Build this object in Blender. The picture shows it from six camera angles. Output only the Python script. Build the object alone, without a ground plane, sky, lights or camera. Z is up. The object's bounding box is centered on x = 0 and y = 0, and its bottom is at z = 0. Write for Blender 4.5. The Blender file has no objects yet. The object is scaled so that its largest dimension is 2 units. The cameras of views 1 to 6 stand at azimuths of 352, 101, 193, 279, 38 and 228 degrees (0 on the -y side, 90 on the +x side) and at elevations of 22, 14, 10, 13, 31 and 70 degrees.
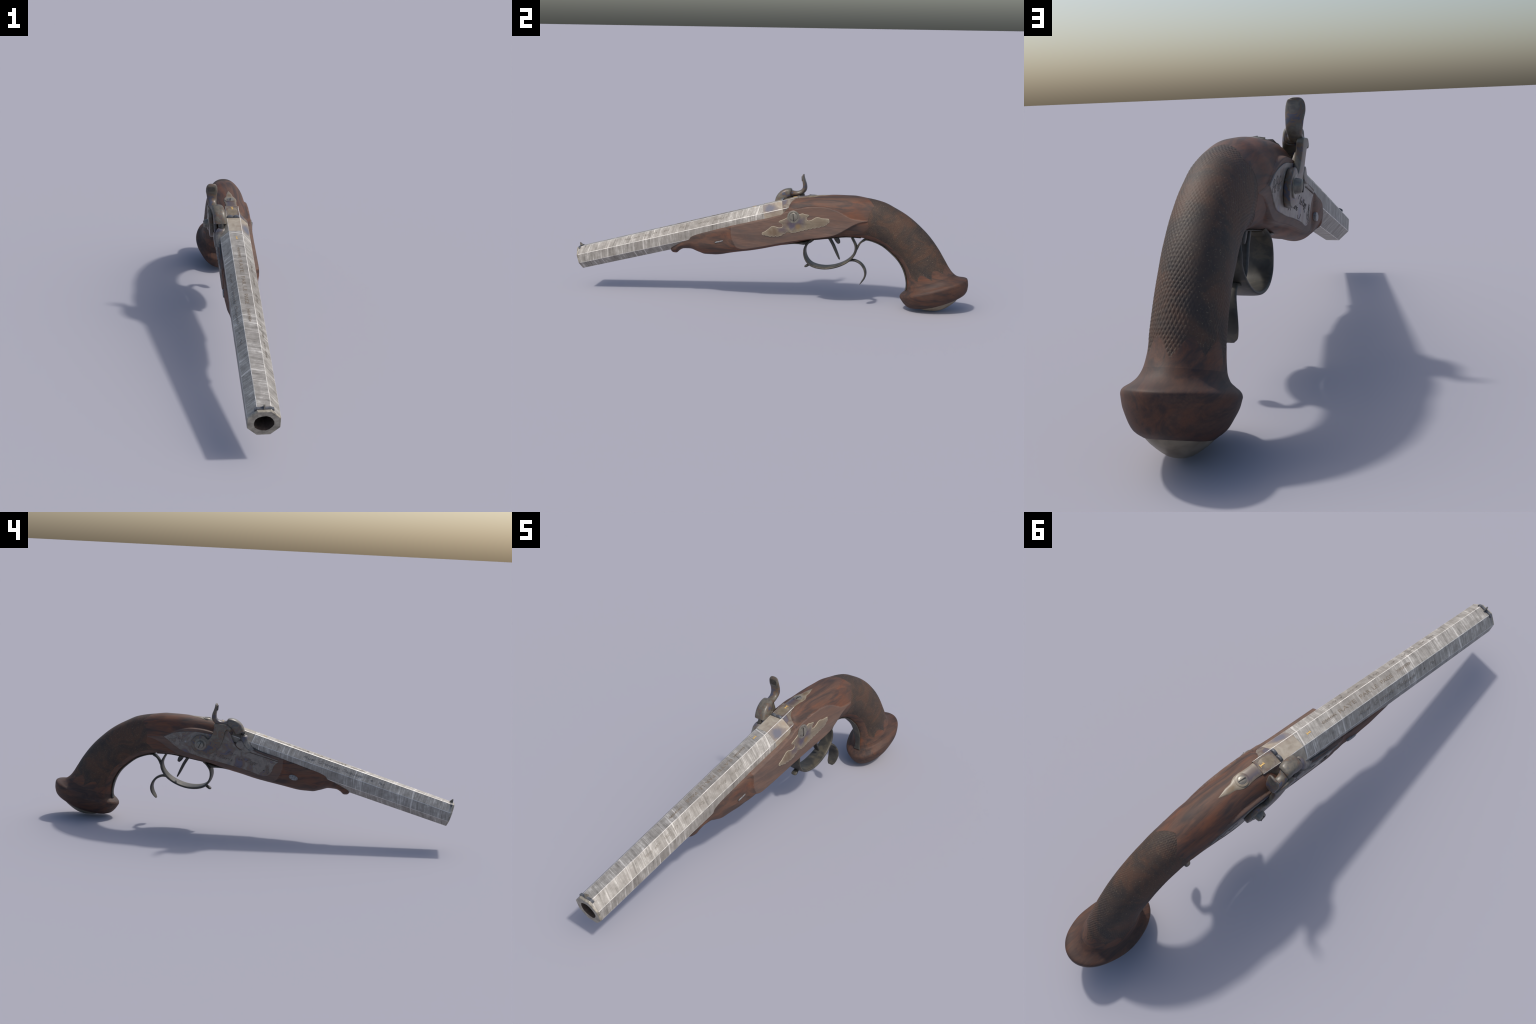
import bpy, bmesh, math, random
import numpy as np
from mathutils import Vector

random.seed(7)
rng = np.random.default_rng(7)

# ------------------------------------------------------------------ frame
# x: across the pistol (lock on -x), y: muzzle (-) to butt (+), z: up.
# The pistol stands a little askew in the frame: CENTRE(y) is its mid-plane.
_CY = [-1.2, 0.10, 0.30, 0.50, 0.65, 0.75, 0.85, 1.2]
_CX = [0.0140, 0.0100, 0.0098, 0.0088, 0.0055, 0.0003, -0.0056, -0.0095]
LEAN = 0.040                                # and it leans a little about its length

def centre(y, z):
    return np.interp(y, _CY, _CX) + LEAN * (0.45 - z)

def settle(v):
    """Move vertices from the pistol's own frame to where it stands."""
    v = np.array(v, float)
    out = v.copy()
    out[:, 0] += centre(v[:, 1], v[:, 2])
    out[:, 2] += 0.5 * LEAN * v[:, 0]
    return out

# ------------------------------------------------------------------ nodes
def srgb(r, g, b):
    def f(c):
        c /= 255.0
        return c / 12.92 if c <= 0.04045 else ((c + 0.055) / 1.055) ** 2.4
    return (f(r), f(g), f(b), 1.0)

class Mat:
    """Small helper that wires a Principled material from procedural nodes."""
    def __init__(self, name, rough=0.5, metal=0.0, spec=0.5):
        self.m = bpy.data.materials.new(name)
        self.m.use_nodes = True
        self.nt = self.m.node_tree
        self.N = self.nt.nodes
        self.L = self.nt.links
        self.bsdf = self.N["Principled BSDF"]
        self.bsdf.inputs["Roughness"].default_value = rough
        self.bsdf.inputs["Metallic"].default_value = metal
        self.bsdf.inputs["Specular IOR Level"].default_value = spec
        self.co = self.N.new("ShaderNodeTexCoord").outputs["Object"]

    def put(self, sock, v):
        if hasattr(v, "links") or isinstance(v, bpy.types.NodeSocket):
            self.L.new(v, sock)
        else:
            sock.default_value = v

    def mapping(self, scale=(1, 1, 1), rot=(0, 0, 0), loc=(0, 0, 0), src=None):
        n = self.N.new("ShaderNodeMapping")
        n.inputs["Scale"].default_value = scale
        n.inputs["Rotation"].default_value = rot
        n.inputs["Location"].default_value = loc
        self.L.new(src if src else self.co, n.inputs["Vector"])
        return n.outputs["Vector"]

    def noise(self, vec, scale, detail=4, rough=0.55, dist=0.0):
        n = self.N.new("ShaderNodeTexNoise")
        self.L.new(vec, n.inputs["Vector"])
        n.inputs["Scale"].default_value = scale
        n.inputs["Detail"].default_value = detail
        n.inputs["Roughness"].default_value = rough
        n.inputs["Distortion"].default_value = dist
        return n.outputs["Fac"]

    def voronoi(self, vec, scale):
        n = self.N.new("ShaderNodeTexVoronoi")
        self.L.new(vec, n.inputs["Vector"])
        n.inputs["Scale"].default_value = scale
        return n.outputs["Distance"]

    def ramp(self, fac, stops, interp="LINEAR"):
        n = self.N.new("ShaderNodeValToRGB")
        n.color_ramp.interpolation = interp
        e = n.color_ramp.elements
        while len(e) < len(stops):
            e.new(0.5)
        for i, (p, c) in enumerate(stops):
            e[i].position = p
            e[i].color = c if len(c) == 4 else (*c, 1)
        self.L.new(fac, n.inputs["Fac"])
        return n.outputs["Color"]

    def mask(self, fac, lo, hi):
        n = self.N.new("ShaderNodeMapRange")
        n.clamp = True
        n.inputs["From Min"].default_value = lo
        n.inputs["From Max"].default_value = hi
        self.L.new(fac, n.inputs["Value"])
        return n.outputs["Result"]

    def math(self, op, a, b=0.0):
        n = self.N.new("ShaderNodeMath")
        n.operation = op
        self.put(n.inputs[0], a)
        self.put(n.inputs[1], b)
        return n.outputs[0]

    def mix(self, fac, a, b, mode="MIX"):
        n = self.N.new("ShaderNodeMix")
        n.data_type = "RGBA"
        n.blend_type = mode
        self.put(n.inputs[0], fac)
        self.put(n.inputs[6], a)
        self.put(n.inputs[7], b)
        return n.outputs[2]

    def sep(self, vec=None):
        n = self.N.new("ShaderNodeSeparateXYZ")
        self.L.new(vec if vec else self.co, n.inputs[0])
        return n.outputs

    def comb(self, x, y, z):
        n = self.N.new("ShaderNodeCombineXYZ")
        for s, v in zip(n.inputs, (x, y, z)):
            self.put(s, v)
        return n.outputs[0]

    def color(self, c):
        self.put(self.bsdf.inputs["Base Color"], c)
        return self

    def rough(self, r):
        self.put(self.bsdf.inputs["Roughness"], r)

    def bump(self, h, strength=0.3, dist=0.002):
        n = self.N.new("ShaderNodeBump")
        n.inputs["Strength"].default_value = strength
        n.inputs["Distance"].default_value = dist
        self.L.new(h, n.inputs["Height"])
        self.L.new(n.outputs["Normal"], self.bsdf.inputs["Normal"])

BARREL_PITCH = math.radians(15.2)

def wood_material(name, ground, light, red, dark, red_amt, dark_amt):
    k = Mat(name, rough=0.6, spec=0.25)
    tilt = (-0.16, 0, 0)
    flow = k.mapping(scale=(1, 0.25, 1), rot=tilt)
    grain = k.noise(k.mapping(scale=(60, 5.0, 60), rot=tilt), 3.2, 5, 0.65, 0.5)
    fine = k.noise(k.mapping(scale=(150, 9, 150), rot=tilt), 4, 3, 0.6)
    c = k.mix(k.mask(grain, 0.32, 0.68), ground, light)
    c = k.mix(k.math("MULTIPLY", k.mask(k.noise(flow, 14, 4, 0.55, 0.8), 0.44, 0.62), red_amt), c, red)
    streak = k.noise(k.mapping(scale=(1, 0.17, 1), rot=tilt, loc=(3, 1, 2)), 26, 6, 0.62, 1.4)
    c = k.mix(k.math("MULTIPLY", k.mask(streak, 0.45, 0.63), dark_amt), c, dark)
    blot = k.noise(k.mapping(scale=(1, 0.4, 1), rot=tilt, loc=(1, 5, 2)), 13, 4, 0.55, 1.0)
    c = k.mix(k.math("MULTIPLY", k.mask(blot, 0.50, 0.70), 0.75 * dark_amt), c, dark)
    c = k.mix(k.math("MULTIPLY", k.mask(fine, 0.50, 0.72), 0.35), c, dark)
    k.color(c)
    k.bump(fine, 0.15, 0.001)
    return k.m

WOOD = wood_material("oiled_walnut", srgb(88, 66, 56), srgb(102, 76, 62), srgb(114, 71, 50),
                     srgb(60, 53, 51), 0.7, 0.8)
WOOD_PANEL = wood_material("worn_walnut_panel", srgb(96, 77, 68), srgb(114, 93, 82), srgb(108, 80, 66),
                           srgb(80, 71, 67), 0.5, 0.6)
WOOD_BUTT = wood_material("dark_walnut_butt", srgb(74, 56, 49), srgb(88, 66, 55), srgb(96, 62, 45),
                          srgb(52, 45, 44), 0.6, 0.8)

def checkered_material():
    k = Mat("checkered_walnut", rough=0.62, spec=0.3)
    big = k.noise(k.mapping(), 10, 6, 0.68, 0.8)
    c = k.ramp(big, [(0.30, srgb(52, 47, 45)), (0.46, srgb(66, 55, 48)), (0.60, srgb(84, 62, 49)),
                     (0.75, srgb(62, 52, 46))])
    speck = k.noise(k.mapping(), 260, 2, 0.5)
    c = k.mix(k.mask(speck, 0.60, 0.80), c, srgb(112, 100, 82))
    return k.color(c).m
CHECKERED = checkered_material()

def barrel_vec(k, skew=0.25, yscale=1.0):
    v = k.mapping(rot=(-BARREL_PITCH, 0, 0))
    x, y, z = k.sep(v)
    warp = k.noise(k.mapping(scale=(1, 1, 1)), 9, 3, 0.5)
    y2 = k.math("ADD", y, k.math("MULTIPLY", x, skew))
    y2 = k.math("ADD", y2, k.math("MULTIPLY", z, -skew * 0.8))
    y2 = k.math("ADD", y2, k.math("MULTIPLY", warp, 0.016))
    return k.comb(x, y2, z), v

def damascus(name, dim=1.0):
    k = Mat(name, rough=0.42, metal=0.22, spec=0.5)
    vec, raw = barrel_vec(k)
    fine = k.noise(k.mapping(scale=(7, 230, 7), src=vec), 1.0, 4, 0.7, 0.15)
    wide = k.noise(k.mapping(scale=(4, 48, 4), src=vec), 1.0, 5, 0.7, 0.25)
    band = k.noise(k.mapping(scale=(3, 6, 3), src=vec), 1.0, 3, 0.5)
    blot = k.noise(k.mapping(), 34, 5, 0.65, 0.3)
    f = k.math("ADD", k.math("MULTIPLY", fine, 0.34), k.math("MULTIPLY", wide, 0.36))
    f = k.math("ADD", f, k.math("MULTIPLY", blot, 0.30))
    d = lambda r, g, b: srgb(r * dim, g * dim, b * dim)
    c = k.ramp(f, [(0.37, d(102, 98, 92)), (0.45, d(138, 134, 127)), (0.53, d(160, 156, 149)),
                   (0.62, d(208, 204, 197))])
    c = k.mix(k.math("MULTIPLY", k.mask(band, 0.45, 0.62), 0.45), c, d(124, 118, 110))
    thin = k.mask(k.noise(k.mapping(scale=(3, 70, 3), loc=(5, 2, 1), src=vec), 1.0, 2, 0.5), 0.63, 0.69)
    c = k.mix(k.math("MULTIPLY", thin, 0.65), c, d(216, 212, 205))
    rust = k.mask(k.noise(k.mapping(), 60, 4, 0.6), 0.66, 0.76)
    c = k.mix(k.math("MULTIPLY", rust, 0.45), c, srgb(112, 90, 76))
    pit = k.mask(k.noise(k.mapping(loc=(7, 1, 3)), 190, 2, 0.5), 0.74, 0.79)
    c = k.mix(k.math("MULTIPLY", pit, 0.7), c, srgb(62, 57, 54))
    k.color(c)
    k.rough(k.mask(f, -0.6, 1.35))
    k.bump(f, 0.08, 0.0012)
    return k.m
DAMASCUS = damascus("damascus_steel")

def plain(name, col, rough=0.5, metal=0.0, var=0.12, scale=40):
    k = Mat(name, rough=rough, metal=metal)
    n = k.noise(k.mapping(), scale, 4, 0.6)
    lo = tuple(c * (1 - 2 * var) for c in col[:3]) + (1,)
    hi = tuple(min(1, c * (1 + 2 * var)) for c in col[:3]) + (1,)
    return k.color(k.ramp(n, [(0.3, lo), (0.7, hi)])).m

PALE_EDGE = plain("pale_edge_strip", srgb(206, 202, 195), 0.4, 0.1, 0.2, 38)  # near-white colour for the narrow strips along the facet edges
CROWN = plain("muzzle_crown_steel", srgb(138, 132, 119), 0.42, 0.0, 0.25, 45)
BORE = plain("rusty_bore", srgb(56, 46, 40), 0.7, 0.0, 0.35, 50)
DARK_IRON = plain("blackened_iron", srgb(56, 54, 51), 0.42, 0.0, 0.25, 45)
BLUED = plain("blued_steel", srgb(84, 86, 90), 0.35, 0.0, 0.2, 90)
SCREW = plain("screw_steel", srgb(118, 114, 105), 0.33, 0.3, 0.14, 70)
SLOT = plain("screw_slot_shadow", srgb(36, 33, 30), 0.7, 0, 0.1)
ENGRAVED = plain("engraved_ink", srgb(122, 111, 97), 0.6, 0, 0.3, 200)
ENGRAVED_DARK = plain("engraved_ink_dark", srgb(62, 60, 60), 0.6, 0, 0.2, 200)
ENGRAVED_LOCK = plain("engraved_lock_line", srgb(78, 73, 68), 0.6, 0, 0.2, 200)
ENGRAVED_FAINT = plain("engraved_ink_faint", srgb(118, 111, 102), 0.6, 0, 0.25, 200)
GOLD = plain("gold_inlay", srgb(226, 186, 112), 0.35, 0.2, 0.08)
SILVER = plain("silver_escutcheon", srgb(120, 120, 120), 0.4, 0.0, 0.25, 110)
GROOVE = plain("dark_groove", srgb(50, 40, 34), 0.7, 0, 0.1)

def guard_material():
    k = Mat("browned_guard_iron", rough=0.5, spec=0.4)
    n = k.noise(k.mapping(), 26, 5, 0.6, 0.5)
    c = k.ramp(n, [(0.28, srgb(46, 45, 42)), (0.5, srgb(62, 60, 55)), (0.62, srgb(82, 77, 66)),
                   (0.78, srgb(76, 66, 52))])
    return k.color(c).m
GUARD = guard_material()

def case_hardened(name, scale=20, seed=0.0, pale=(150, 140, 122), mid=(112, 102, 92),
                  brown=(104, 82, 62), blue=(74, 80, 100), purple=(86, 74, 84), spread=0.0):
    k = Mat(name, rough=0.38, spec=0.5)
    n = k.noise(k.mapping(loc=(seed, seed * 2, seed * 3)), scale, 4, 0.55, 1.0)
    n2 = k.noise(k.mapping(loc=(seed + 4, 1, 2)), scale * 3.2, 3, 0.55, 0.4)
    f = k.math("ADD", k.math("MULTIPLY", n, 0.8), k.math("MULTIPLY", n2, 0.2))
    s = spread
    c = k.ramp(f, [(0.30, srgb(*blue)), (0.40, srgb(*purple)), (0.45, srgb(*brown)),
                   (0.50 - s, srgb(*mid)), (0.56 - s, srgb(*pale)), (0.66 - s, srgb(*mid)),
                   (0.74, srgb(*blue))])
    pit = k.mask(k.noise(k.mapping(loc=(1, 9, 3)), 220, 2, 0.5), 0.66, 0.76)
    c = k.mix(k.math("MULTIPLY", pit, 0.35), c, srgb(66, 58, 50))
    return k.color(c).m

LOCK_METAL = case_hardened("case_hardened_lock", 15, 0.0, (124, 117, 109), (106, 101, 95),
                           (106, 91, 79), (84, 90, 108), (92, 85, 92))
HAMMER_METAL = case_hardened("case_hardened_hammer", 24, 2.2, (104, 98, 86), (86, 82, 76),
                             (104, 84, 64), (66, 75, 92), (74, 71, 80))

def patched(name, pale, spots, grain=(120, 104, 80), rough=0.38, metal=0.0):
    """Pale heat-coloured metal with soft tempering spots at given places: (centre, radius, colour)."""
    k = Mat(name, rough=rough, metal=metal)
    n = k.noise(k.mapping(), 34, 4, 0.55, 0.6)
    c = k.mix(k.mask(n, 0.38, 0.68), srgb(*pale), srgb(*grain))
    w = k.noise(k.mapping(loc=(2, 3, 1)), 48, 3, 0.5, 0.3)
    for (p, r, col, stretch) in spots:
        v = k.N.new("ShaderNodeVectorMath")
        v.operation = "DISTANCE"
        k.L.new(k.mapping(scale=stretch), v.inputs[0])
        v.inputs[1].default_value = [a * b for a, b in zip(p, stretch)]
        d = k.math("ADD", v.outputs["Value"], k.math("MULTIPLY", w, r * 1.2))
        c = k.mix(k.math("MULTIPLY", k.mask(d, r * 1.75, r * 0.95), 0.9), c, srgb(*col))
    pit = k.mask(k.noise(k.mapping(loc=(1, 9, 3)), 220, 2, 0.5), 0.66, 0.76)
    c = k.mix(k.math("MULTIPLY", pit, 0.3), c, srgb(80, 68, 54))
    return k.color(c).m

BRASSY = patched("straw_coloured_mount", (130, 119, 101), [
    ((0.09, 0.170, 0.428), 0.034, (72, 66, 78), (1, 1, 1)), ((0.09, 0.118, 0.420), 0.030, (88, 72, 68), (1, 1, 1)),
    ((0.09, 0.140, 0.408), 0.028, (72, 66, 82), (1, 1, 1)), ((0.09, 0.168, 0.404), 0.020, (118, 98, 66), (1, 1, 1)),
    ((0.09, 0.050, 0.370), 0.030, (98, 80, 62), (1, 0.7, 1)), ((0.09, 0.090, 0.385), 0.022, (86, 74, 78), (1, 0.7, 1)),
    ((0.09, 0.268, 0.434), 0.026, (112, 99, 82), (1, 0.6, 1)),
    ((-0.001, 0.180, 0.543), 0.017, (74, 69, 80), (1, 0.35, 0.3)), ((0.013, 0.180, 0.543), 0.015, (88, 74, 68), (1, 0.35, 0.3)),
    ((0.006, 0.265, 0.550), 0.012, (108, 88, 62), (1, 0.6, 0.3))], (108, 97, 80))
PALE_RIM = plain("polished_mount_rim", srgb(150, 140, 121), 0.4, 0.0, 0.18, 70)
TANG_DARK = case_hardened("case_hardened_tang", 26, 6.4, (122, 112, 98), (104, 95, 86),
                          (108, 90, 74), (84, 86, 96), (88, 78, 82))
BREECH_METAL = patched("tempered_breech", (164, 155, 140), [
    ((0.058, 0.020, 0.480), 0.044, (132, 116, 100), (1, 0.7, 1)), ((0.058, 0.016, 0.482), 0.028, (96, 98, 110), (1, 0.6, 1)),
    ((0.050, 0.070, 0.500), 0.014, (150, 136, 118), (1, 1, 1)),
    ((-0.050, 0.040, 0.480), 0.030, (112, 106, 100), (1, 0.6, 1))], (144, 134, 119))
BOLSTER_METAL = case_hardened("case_hardened_bolster", 22, 3.1, (134, 128, 118), (112, 107, 100),
                              (104, 92, 82), (84, 90, 102), (90, 86, 92))

# ------------------------------------------------------------------ mesh helpers
ROOT = bpy.data.objects.new("percussion_pistol", None)
bpy.context.scene.collection.objects.link(ROOT)
ROOT["label"] = "old percussion duelling pistol with octagonal barrel and walnut stock"
ROOT["category"] = "pistol"

def smooth_by_angle(me, deg):
    me.update()
    for p in me.polygons:
        p.use_smooth = True
    me.set_sharp_from_angle(angle=math.radians(deg))

def make(name, verts, faces, mats, parent=None, mat_idx=None, angle=35):
    v = settle(np.asarray(verts, float).reshape(-1, 3))
    me = bpy.data.meshes.new(name)
    me.from_pydata([tuple(p) for p in v], [], [tuple(int(i) for i in f) for f in faces])
    if not isinstance(mats, (list, tuple)):
        mats = [mats]
    for m in mats:
        me.materials.append(m)
    if mat_idx is not None:
        me.polygons.foreach_set("material_index", np.asarray(mat_idx, np.int32))
    bm = bmesh.new()
    bm.from_mesh(me)
    bmesh.ops.remove_doubles(bm, verts=bm.verts, dist=1e-6)
    bmesh.ops.recalc_face_normals(bm, faces=bm.faces)
    bm.to_mesh(me)
    bm.free()
    smooth_by_angle(me, angle)
    ob = bpy.data.objects.new(name, me)
    bpy.context.scene.collection.objects.link(ob)
    ob.parent = parent or ROOT
    return ob

def merge(parts):
    V, F, o = [], [], 0
    for v, f in parts:
        v = np.asarray(v, float).reshape(-1, 3)
        V.append(v)
        F += [tuple(i + o for i in q) for q in f]
        o += len(v)
    return np.vstack(V), F

def loft(rings, cap0=True, cap1=True):
    R = np.asarray(rings, float)
    n, m = R.shape[:2]
    F = []
    for i in range(n - 1):
        for j in range(m):
            k = (j + 1) % m
            F.append((i * m + j, i * m + k, (i + 1) * m + k, (i + 1) * m + j))
    if cap0:
        F.append(tuple(range(m))[::-1])
    if cap1:
        F.append(tuple((n - 1) * m + j for j in range(m)))
    return R.reshape(-1, 3), F

def pchip(x, y, q):
    """Shape-preserving cubic through (x, y); y may have columns."""
    x = np.asarray(x, float)
    y = np.asarray(y, float)
    if y.ndim == 2:
        return np.stack([pchip(x, y[:, i], q) for i in range(y.shape[1])], 1)
    h = np.diff(x)
    d = np.diff(y) / h
    m = np.zeros_like(y)
    for i in range(1, len(x) - 1):
        if d[i - 1] * d[i] > 0:
            w1 = 2 * h[i] + h[i - 1]
            w2 = h[i] + 2 * h[i - 1]
            m[i] = (w1 + w2) / (w1 / d[i - 1] + w2 / d[i])
    m[0], m[-1] = d[0], d[-1]
    q = np.asarray(q, float)
    i = np.clip(np.searchsorted(x, q) - 1, 0, len(x) - 2)
    t = (q - x[i]) / h[i]
    t2, t3 = t * t, t ** 3
    return ((2 * t3 - 3 * t2 + 1) * y[i] + (t3 - 2 * t2 + t) * h[i] * m[i]
            + (-2 * t3 + 3 * t2) * y[i + 1] + (t3 - t2) * h[i] * m[i + 1])

def catmull(P, n, closed=False):
    """Resample control points by a Catmull-Rom spline, n samples per span."""
    P = np.asarray(P, float)
    N = len(P)
    out = []
    for i in range(N if closed else N - 1):
        if closed:
            a, b, c, d = P[(i - 1) % N], P[i], P[(i + 1) % N], P[(i + 2) % N]
        else:
            b, c = P[i], P[i + 1]
            a = P[i - 1] if i > 0 else 2 * b - c
            d = P[i + 2] if i + 2 < N else 2 * c - b
        for s in range(n):
            t = s / n
            out.append(0.5 * ((2 * b) + (c - a) * t + (2 * a - 5 * b + 4 * c - d) * t * t
                              + (3 * b - a - 3 * c + d) * t ** 3))
    if not closed:
        out.append(P[-1])
    return np.array(out)

def superellipse(n_pts, e):
    t = np.linspace(0, 2 * np.pi, n_pts, endpoint=False)
    c, s = np.cos(t), np.sin(t)
    return np.sign(c) * np.abs(c) ** (2 / e), np.sign(s) * np.abs(s) ** (2 / e)

def ribbon(ctrl, seg=24, sub=10, e=3.0):
    """Bar along a path in the y-z plane. ctrl rows: y, z, thickness, half-width[, x-offset]."""
    C = np.asarray(ctrl, float)
    if C.shape[1] == 4:
        C = np.hstack([C, np.zeros((len(C), 1))])
    P = catmull(C, sub)
    T = np.gradient(P[:, :2], axis=0)
    T /= np.linalg.norm(T, axis=1)[:, None]
    Nn = np.stack([-T[:, 1], T[:, 0]], 1)
    cx, cy = superellipse(seg, e)
    rings = []
    for p, n in zip(P, Nn):
        hw, th = max(p[3], 3e-4), max(p[2], 6e-4)
        yz = p[:2][None] + n[None] * (cy * th / 2)[:, None]
        rings.append(np.column_stack([p[4] + cx * hw, yz]))
    return loft(rings)

def plate(outline, x0, x1, bevel=0.0015, inset=0.0):
    """Flat plate with a bevelled rim: outline in (y, z), between x0 (back) and x1 (face)."""
    O = np.asarray(outline, float)
    cu = bpy.data.curves.new("tmp", "CURVE")
    cu.dimensions = "2D"
    cu.fill_mode = "BOTH"
    h = abs(x1 - x0) / 2
    cu.extrude = max(h - bevel, 1e-5)
    cu.bevel_depth = bevel
    cu.bevel_resolution = 2
    cu.offset = -bevel - inset
    sp = cu.splines.new("POLY")
    sp.points.add(len(O) - 1)
    for p, o in zip(sp.points, O):
        p.co = (o[0], o[1], 0, 1)
    sp.use_cyclic_u = True
    return curve_mesh(cu, lambda v: np.column_stack([(x0 + x1) / 2 + v[:, 2], v[:, 0], v[:, 1]]))

def curve_mesh(cu, remap):
    ob = bpy.data.objects.new("tmp", cu)
    bpy.context.scene.collection.objects.link(ob)
    dg = bpy.context.evaluated_depsgraph_get()
    dg.update()
    me = bpy.data.meshes.new_from_object(ob.evaluated_get(dg))
    v = np.zeros(len(me.vertices) * 3)
    me.vertices.foreach_get("co", v)
    F = [tuple(p.vertices) for p in me.polygons]
    bpy.data.objects.remove(ob)
    bpy.data.curves.remove(cu)
    bpy.data.meshes.remove(me)
    return remap(v.reshape(-1, 3)), F

def lettering(text, origin, right, up, height, length=None, shear=0.0, thin=0.0, depth=0.0006, space=1.0):
    """Raised-inlay lettering on a plane: letters run along right, stand along up."""
    cu = bpy.data.curves.new("tmp", "FONT")
    cu.body = text
    cu.size = 1.0
    cu.shear = shear
    cu.extrude = 0.5
    cu.offset = -thin
    cu.space_character = space
    right, up, origin = (np.asarray(a, float) for a in (right, up, origin))
    right = right / np.linalg.norm(right)
    up = up / np.linalg.norm(up)
    nrm = np.cross(right, up)
    def remap(v):
        w = v[:, 0].max() - v[:, 0].min()
        sx = (length / w) if length else height / 0.7
        sy = height / 0.7
        return (origin + np.outer((v[:, 0] - v[:, 0].min()) * sx, right)
                + np.outer(v[:, 1] * sy, up) + np.outer(v[:, 2] * depth, nrm))
    return curve_mesh(cu, remap)

def strip(points, normal, width, depth=0.0006):
    """Thin engraved line along 3-D points lying on a plane with the given normal."""
    P = np.asarray(points, float)
    nrm = np.asarray(normal, float)
    T = np.gradient(P, axis=0)
    T /= np.linalg.norm(T, axis=1)[:, None]
    S = np.cross(T, nrm)
    w = width * (0.35 + 0.65 * np.sin(np.linspace(0.15, math.pi - 0.15, len(P))))[:, None] / 2
    rings = np.stack([P - S * w - nrm * depth / 2, P + S * w - nrm * depth / 2,
                      P + S * w + nrm * depth / 2, P - S * w + nrm * depth / 2], 1)
    return loft(rings)

def turned(profile, axis_o, axis_d, seg=40):
    """Solid of revolution: profile rows (distance along axis, radius)."""
    d = np.asarray(axis_d, float)
    d /= np.linalg.norm(d)
    a = np.cross(d, [0.0, 0.3, 1.0])
    a /= np.linalg.norm(a)
    b = np.cross(d, a)
    t = np.linspace(0, 2 * np.pi, seg, endpoint=False)
    rings = [np.asarray(axis_o) + d * h + r * (np.outer(np.cos(t), a) + np.outer(np.sin(t), b))
             for h, r in profile]
    return loft(rings)

def box(c, half, ax=None):
    c = np.asarray(c, float)
    A = np.eye(3) if ax is None else np.asarray(ax, float)
    V = [c + sx * half[0] * A[0] + sy * half[1] * A[1] + sz * half[2] * A[2]
         for sx in (-1, 1) for sy in (-1, 1) for sz in (-1, 1)]
    return np.array(V), [(0, 1, 3, 2), (4, 6, 7, 5), (0, 4, 5, 1), (2, 3, 7, 6), (0, 2, 6, 4), (1, 5, 7, 3)]

# ------------------------------------------------------------------ barrel
MUZ = np.array([-0.9840, 0.1660])          # axis end points in (y, z)
BRE = np.array([0.1090, 0.4630])
AX = (BRE - MUZ) / np.linalg.norm(BRE - MUZ)
AN = np.array([-AX[1], AX[0]])
BLEN = float(np.linalg.norm(BRE - MUZ))

def barrel_size(s):
    """half across the side flats, half height, half width of top facet, half height of side facet"""
    f = s / BLEN
    return (0.0572 + 0.0058 * f, 0.0560 + 0.0058 * f, 0.0240 + 0.0042 * f, 0.0222 + 0.0030 * f)

def octagon(s, grow=0.0, chamfer=0.0013, scale=1.0):
    w, h, tw, sh = barrel_size(s)
    k = np.array([(tw, h), (w, sh), (w, -sh), (tw, -h), (-tw, -h), (-w, -sh), (-w, sh), (-tw, h)]) * scale
    out = []
    for i in range(8):
        p, a, b = k[i], k[i - 1], k[(i + 1) % 8]
        out.append(p + (a - p) / np.linalg.norm(a - p) * chamfer)
        out.append(p + (b - p) / np.linalg.norm(b - p) * chamfer)
    out = np.array(out)
    base = MUZ + AX * s
    yz = base[None] + np.outer(out[:, 1], AN)
    return np.column_stack([out[:, 0], yz])

def barrel_point(s, x, n):
    p = MUZ + AX * s + AN * n
    return np.array([x, p[0], p[1]])

PLUG_S = 1.016                              # where the damascus ends and the breech begins

def build_barrel():
    S = list(np.linspace(0.006, PLUG_S, 60))
    rings = [octagon(s) for s in S]
    # crowned muzzle: outer octagon rolls over into the face, then into the bore
    front = [octagon(0.0008, scale=0.996), octagon(-0.0014, scale=0.972)]
    def bore_ring(s, r):
        ang = np.radians([67.5 - 45 * (j // 2) + (11.25 if j % 2 == 0 else -11.25) for j in range(16)])
        rr = r * (1 + 0.025 * np.cos(5 * ang + 0.4))
        base = MUZ + AX * s
        yz = base[None] + np.outer(rr * np.sin(ang), AN)
        return np.column_stack([rr * np.cos(ang), yz])
    bore = [bore_ring(0.26, 0.031), bore_ring(0.05, 0.0325), bore_ring(0.004, 0.0340), bore_ring(-0.0010, 0.0352)]
    allr = bore + front[::-1] + rings
    V, F = loft(allr, True, True)
    n_seg = len(allr) - 1
    idx = []
    for i in range(n_seg):
        for j in range(16):
            if i < 3:
                idx.append(2)
            elif i < 6:
                idx.append(3)
            else:
                idx.append(1 if j % 2 == 0 else 0)
    idx += [2, 0]
    return make("barrel", V, F, [DAMASCUS, PALE_EDGE, BORE, CROWN], mat_idx=idx, angle=12)

barrel = build_barrel()

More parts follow.
